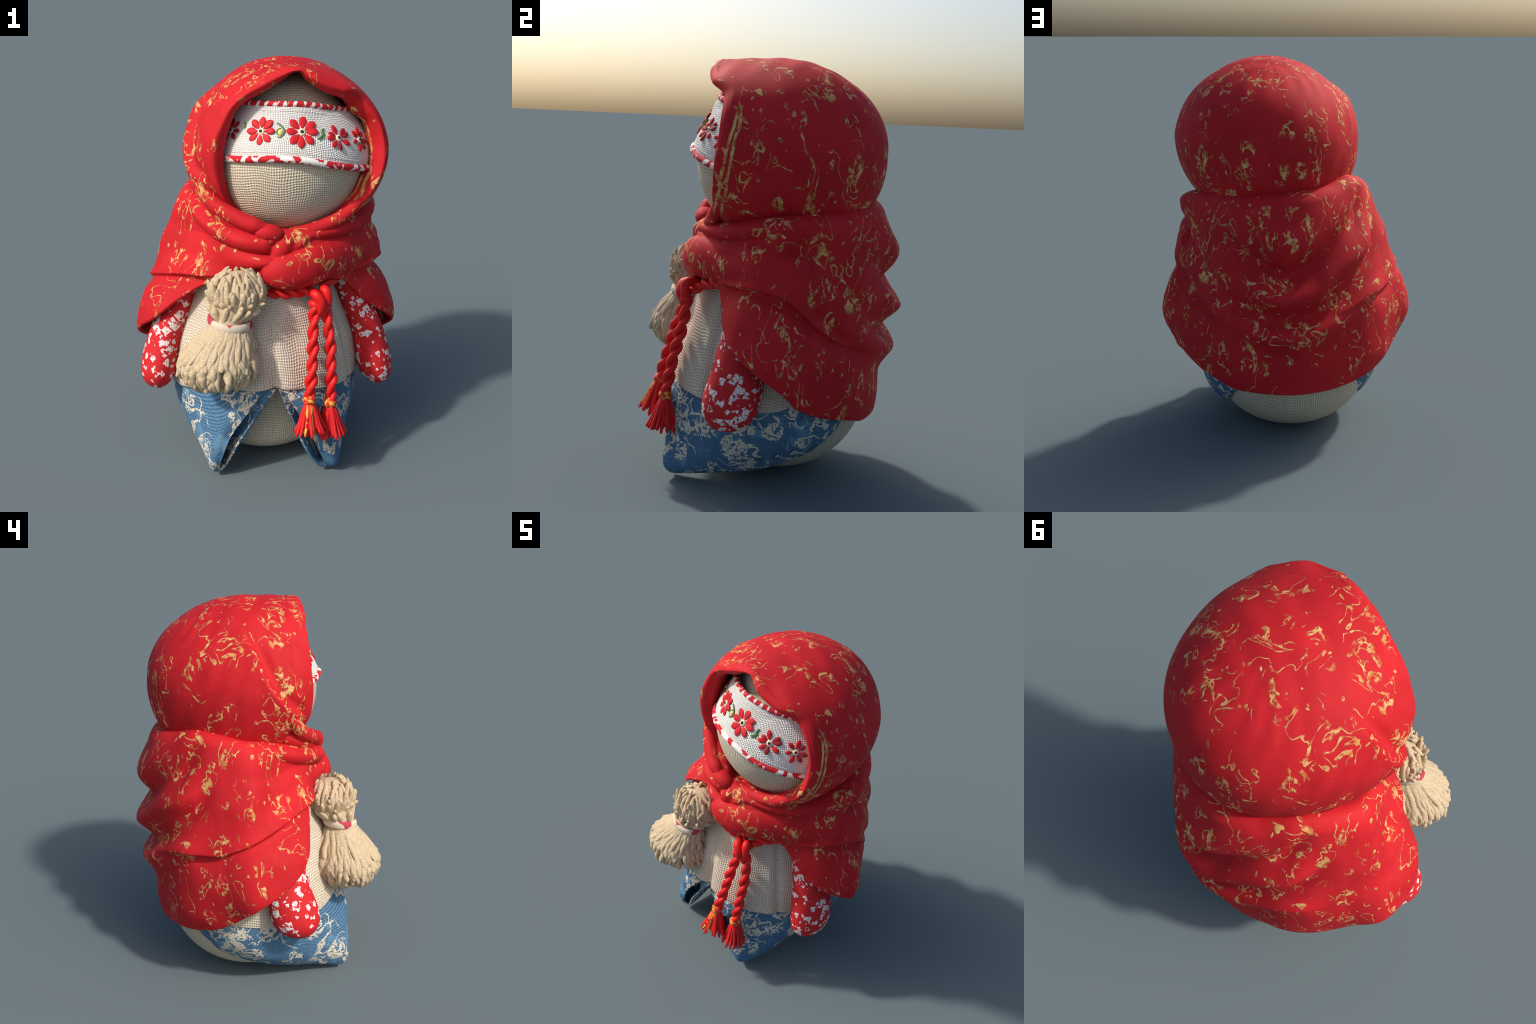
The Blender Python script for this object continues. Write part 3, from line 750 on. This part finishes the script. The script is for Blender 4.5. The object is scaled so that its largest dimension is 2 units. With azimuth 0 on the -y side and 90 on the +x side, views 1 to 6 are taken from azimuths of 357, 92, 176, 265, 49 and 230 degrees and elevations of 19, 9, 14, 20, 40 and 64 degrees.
# ------------------------------------------------------------------ cords
def rope(path, n, r, pitch, strands=2, taper=None, name='braid'):
    """twisted strands around a path"""
    p = spline(path, n)
    t = np.gradient(p, axis=0); L = np.concatenate([[0], np.cumsum(np.linalg.norm(np.diff(p, axis=0), axis=1))])
    t /= np.linalg.norm(t, axis=1)[:, None]
    up = np.array([0, -1.0, 0.1]); N = up - t*(t @ up)[:, None]; N /= np.linalg.norm(N, axis=1)[:, None]
    B = np.cross(t, N); out = []
    for s in range(strands):
        a = 2*np.pi*L/pitch + 2*np.pi*s/strands
        wob = 1 + .25*np.sin(L*37 + s*2) + .1*np.sin(L*91 + s)
        q = p + (r*.52*wob)[:, None]*(np.cos(a)[:, None]*N + np.sin(a)[:, None]*B)
        out.append(tube_vf(q, np.full(n, r*.62)*(1 if taper is None else taper), 14))
    return join_vf(out)
knot = (.222, -.362, .905)
def cape_pt(t, z, r): a = math.radians(t); return (AX[0] + r*math.sin(a), AX[1] - r*math.cos(a), z)
V, F = rope([cape_pt(-22,.955,.37), cape_pt(-8,.935,.395), cape_pt(8,.93,.415), cape_pt(22,.93,.43), knot], 150, .024, .12)
make_obj('cord_belt', mesh_vf('cord_belt', V, F), doll, M_cord)
V, F = rope([knot, cape_pt(36,.945,.43), cape_pt(48,.965,.42), cape_pt(60,.98,.40)], 120, .024, .12)
make_obj('cord_belt', mesh_vf('cord_belt', V, F), doll, M_cord)
# the knot: two loops
kp = [tube_vf(spline([(.195,-.36,.93),(.212,-.398,.935),(.236,-.408,.90),(.232,-.397,.86),(.222,-.378,.83)], 50), rounded(50, .023, .2, .2), 18),
      tube_vf(spline([(.24,-.345,.955),(.262,-.38,.945),(.268,-.385,.90),(.25,-.378,.855),(.245,-.37,.82)], 50), rounded(50, .022, .2, .2), 18),
      tube_vf(spline([(.19,-.36,.88),(.205,-.392,.885),(.25,-.392,.865),(.285,-.36,.875)], 50), rounded(50, .020, .2, .2), 18)]
V, F = join_vf(kp)
make_obj('cord_knot', mesh_vf('cord_knot', V, F), doll, M_cord)

def tassel(bead_c, direction, length, spread, count, gold, seed):
    r = np.random.default_rng(seed)
    holder_path = None
    d = np.array(direction, float); d /= np.linalg.norm(d)
    a = np.cross(d, [0, 1, 0]); a /= np.linalg.norm(a); b = np.cross(d, a)
    c = np.array(bead_c)
    Vt, Ft = tube_vf(np.array([c + d*(.01 + length*.72*k) for k in np.linspace(0, 1, 30)]), pchip([0, .1, 1], [.012, .018, spread*.72], np.linspace(0, 1, 30)), 24)
    core = make_obj('tassel', mesh_vf('tassel', Vt, Ft), doll, M_thread)
    for k in range(count):
        ang = 2*math.pi*k/count + r.uniform(-.1, .1)
        ringf = .62 if k % 3 == 2 else 1.0
        rad = a*math.cos(ang) + b*math.sin(ang)
        sp = spread*ringf*r.uniform(.88, 1.12); ln = length*r.uniform(.9, 1.06)
        p = spline([c + d*.012 + rad*.012, c + d*ln*.3 + rad*(.014 + sp*.22), c + d*ln*.68 + rad*sp*.66, c + d*ln + rad*sp + np.array([0, 0, -.006])], 22)
        V, F = tube_vf(p, rounded(22, .0088*r.uniform(.85, 1.1), .12, .1), 8)
        make_obj('tassel_thread', mesh_vf('tassel_thread', V, F), core, M_goldthread if k in gold else M_thread)
    V, F = ellipsoid_vf(c, (.033, .033, .028), 32, 20)
    V = V + lumps(V, 120, 5)[:, None]*.0015
    make_obj('bead', mesh_vf('bead', V, F), core, M_bead)
for path, bead, seed, gold in (
    ([(.212,-.385,.87),(.200,-.405,.80),(.192,-.440,.70),(.182,-.475,.58),(.170,-.498,.50),(.165,-.505,.46)], (.164,-.507,.447), 1, (5, 6, 9, 11)),
    ([(.258,-.378,.86),(.272,-.385,.78),(.279,-.408,.68),(.278,-.437,.56),(.274,-.455,.46),(.272,-.46,.42)], (.271,-.461,.402), 2, ())):
    V, F = rope(path, 220, .0260, .155)
    make_obj('braid', mesh_vf('braid', V, F), doll, M_cord)
    tassel(bead, (.0, -.16, -1) if seed == 1 else (.02, -.06, -1), .165, .072, 27, gold, seed)

# ------------------------------------------------------------------ yarn broom
NECK = np.array([-.197, -.428, .838])
low_c = np.array([-.258, -.455, .628]); low_r = np.array([.180, .160, .138])
top_c = np.array([-.160, -.392, .965]); top_r = np.array([.130, .118, .110])
parts = [ellipsoid_vf(low_c + [0, 0, -.005], low_r*.86, 48, 32), ellipsoid_vf(top_c, top_r*.90, 48, 32)]
core_path = spline([low_c + [0.02, .01, .08], (NECK + low_c)/2 + [.0, 0, .03], NECK, top_c + [0, 0, -.02]], 40)
parts.append(tube_vf(core_path, pchip([0, .35, .68, 1], [.13, .10, .075, .10], np.linspace(0, 1, 40)), 32))
V, F = join_vf(parts)
V = V + lumps(V, 60, 9)[:, None]*.003
broom = make_obj('broom', mesh_vf('broom', V, F), doll, M_yarn)
gold_angle = math.pi*(3 - math.sqrt(5))
def on(c, r, dirn, k=1.0): return c + r*dirn*k
n_low = 150
strand_r = np.random.default_rng(12)
for k in range(n_low):
    # end points spread over the lower shell, from the upper sides round to underneath
    u = (k + .5)/n_low; zc = .62 - 1.5*u; s = math.sqrt(max(0, 1 - zc*zc)); a = k*gold_angle + strand_r.uniform(-.12, .12)
    dirn = np.array([s*math.cos(a), s*math.sin(a), zc])
    if low_c[1] + low_r[1]*dirn[1] > -.29 and zc > -.5: continue
    end = on(low_c, low_r, dirn, strand_r.uniform(.97, 1.06)*(1 - .16*smoothstep(-.15, -.8, zc))) + [0, 0, -.006]
    az = np.array([math.cos(a), math.sin(a), 0])
    st = NECK + az*[.072, .06, 0] + [0, 0, -.015]
    mid_d = np.array([math.sqrt(max(0, 1 - .55**2))*math.cos(a), math.sqrt(max(0, 1 - .55**2))*math.sin(a), .55]) if zc < .4 else None
    pts = [st]
    if mid_d is not None:
        pts.append(on(low_c, low_r, mid_d, .95 + .07*strand_r.random()))
        if zc < -.1:
            m2 = .18; sm = math.sqrt(1 - m2*m2)
            pts.append(on(low_c, low_r, np.array([sm*math.cos(a), sm*math.sin(a), m2]), .96 + .07*strand_r.random()))
        if zc < -.55:
            m2 = -.35; sm = math.sqrt(1 - m2*m2)
            pts.append(on(low_c, low_r, np.array([sm*math.cos(a), sm*math.sin(a), m2]), .92 + .06*strand_r.random()))
    pts.append(end + strand_r.normal(size=3)*.005 + dirn*.01)
    p = spline(pts, 34)
    V, F = tube_vf(p, rounded(34, strand_r.uniform(.0125, .0195), .30, .12, False), 9)
    V = V + lumps(V, 70, k)[:, None]*.0022 + np.sin(V[:, 2:3]*95 + k)*np.array([[.003, .002, 0]])
    make_obj('strand', mesh_vf('strand', V, F), broom, M_yarn)
n_top = 130
for k in range(n_top):
    u = (k + .5)/n_top; zc = 1 - 1.45*u; s = math.sqrt(max(0, 1 - zc*zc)); a = k*gold_angle + strand_r.uniform(-.15, .15)
    dirn = np.array([s*math.cos(a), s*math.sin(a), zc])
    if top_c[1] + top_r[1]*dirn[1] > -.30: continue
    az = np.array([math.cos(a), math.sin(a), 0])
    end = on(top_c, top_r, dirn, strand_r.uniform(.98, 1.08))
    pts = [NECK + az*[.068, .055, 0] + [0, 0, .012]]
    for m2 in (-.45, .05, .55):
        if m2 < zc - .22:
            sm = math.sqrt(1 - m2*m2); pts.append(on(top_c, top_r, np.array([sm*math.cos(a), sm*math.sin(a), m2]), .88 + .07*strand_r.random()))
    pts.append(end + strand_r.normal(size=3)*.006 + dirn*.008)
    p = spline(pts, 30)
    V, F = tube_vf(p, rounded(30, strand_r.uniform(.012, .018), .30, .12, False), 9)
    V = V + lumps(V, 90, k + 300)[:, None]*.0012
    make_obj('strand', mesh_vf('strand', V, F), broom, M_yarn)
# printed cloth tie round the neck of the broom
a = np.linspace(0, 2*np.pi, 64, endpoint=False)
tilt = np.array([.0, .0, 1.0])
loop = NECK + np.stack([.094*np.cos(a), .080*np.sin(a), -.012*np.cos(a) + .012*np.sin(a)], -1)
cs = np.linspace(0, 2*np.pi, 16, endpoint=False)
radial = np.stack([np.cos(a), np.sin(a), 0*a], -1)
P = loop[:, None] + .012*np.cos(cs)[None, :, None]*radial[:, None] + .022*np.sin(cs)[None, :, None]*np.array([0, 0, 1.0])
make_obj('tie', grid_mesh('tie', P, True, True, flip=True), broom, M_tie)
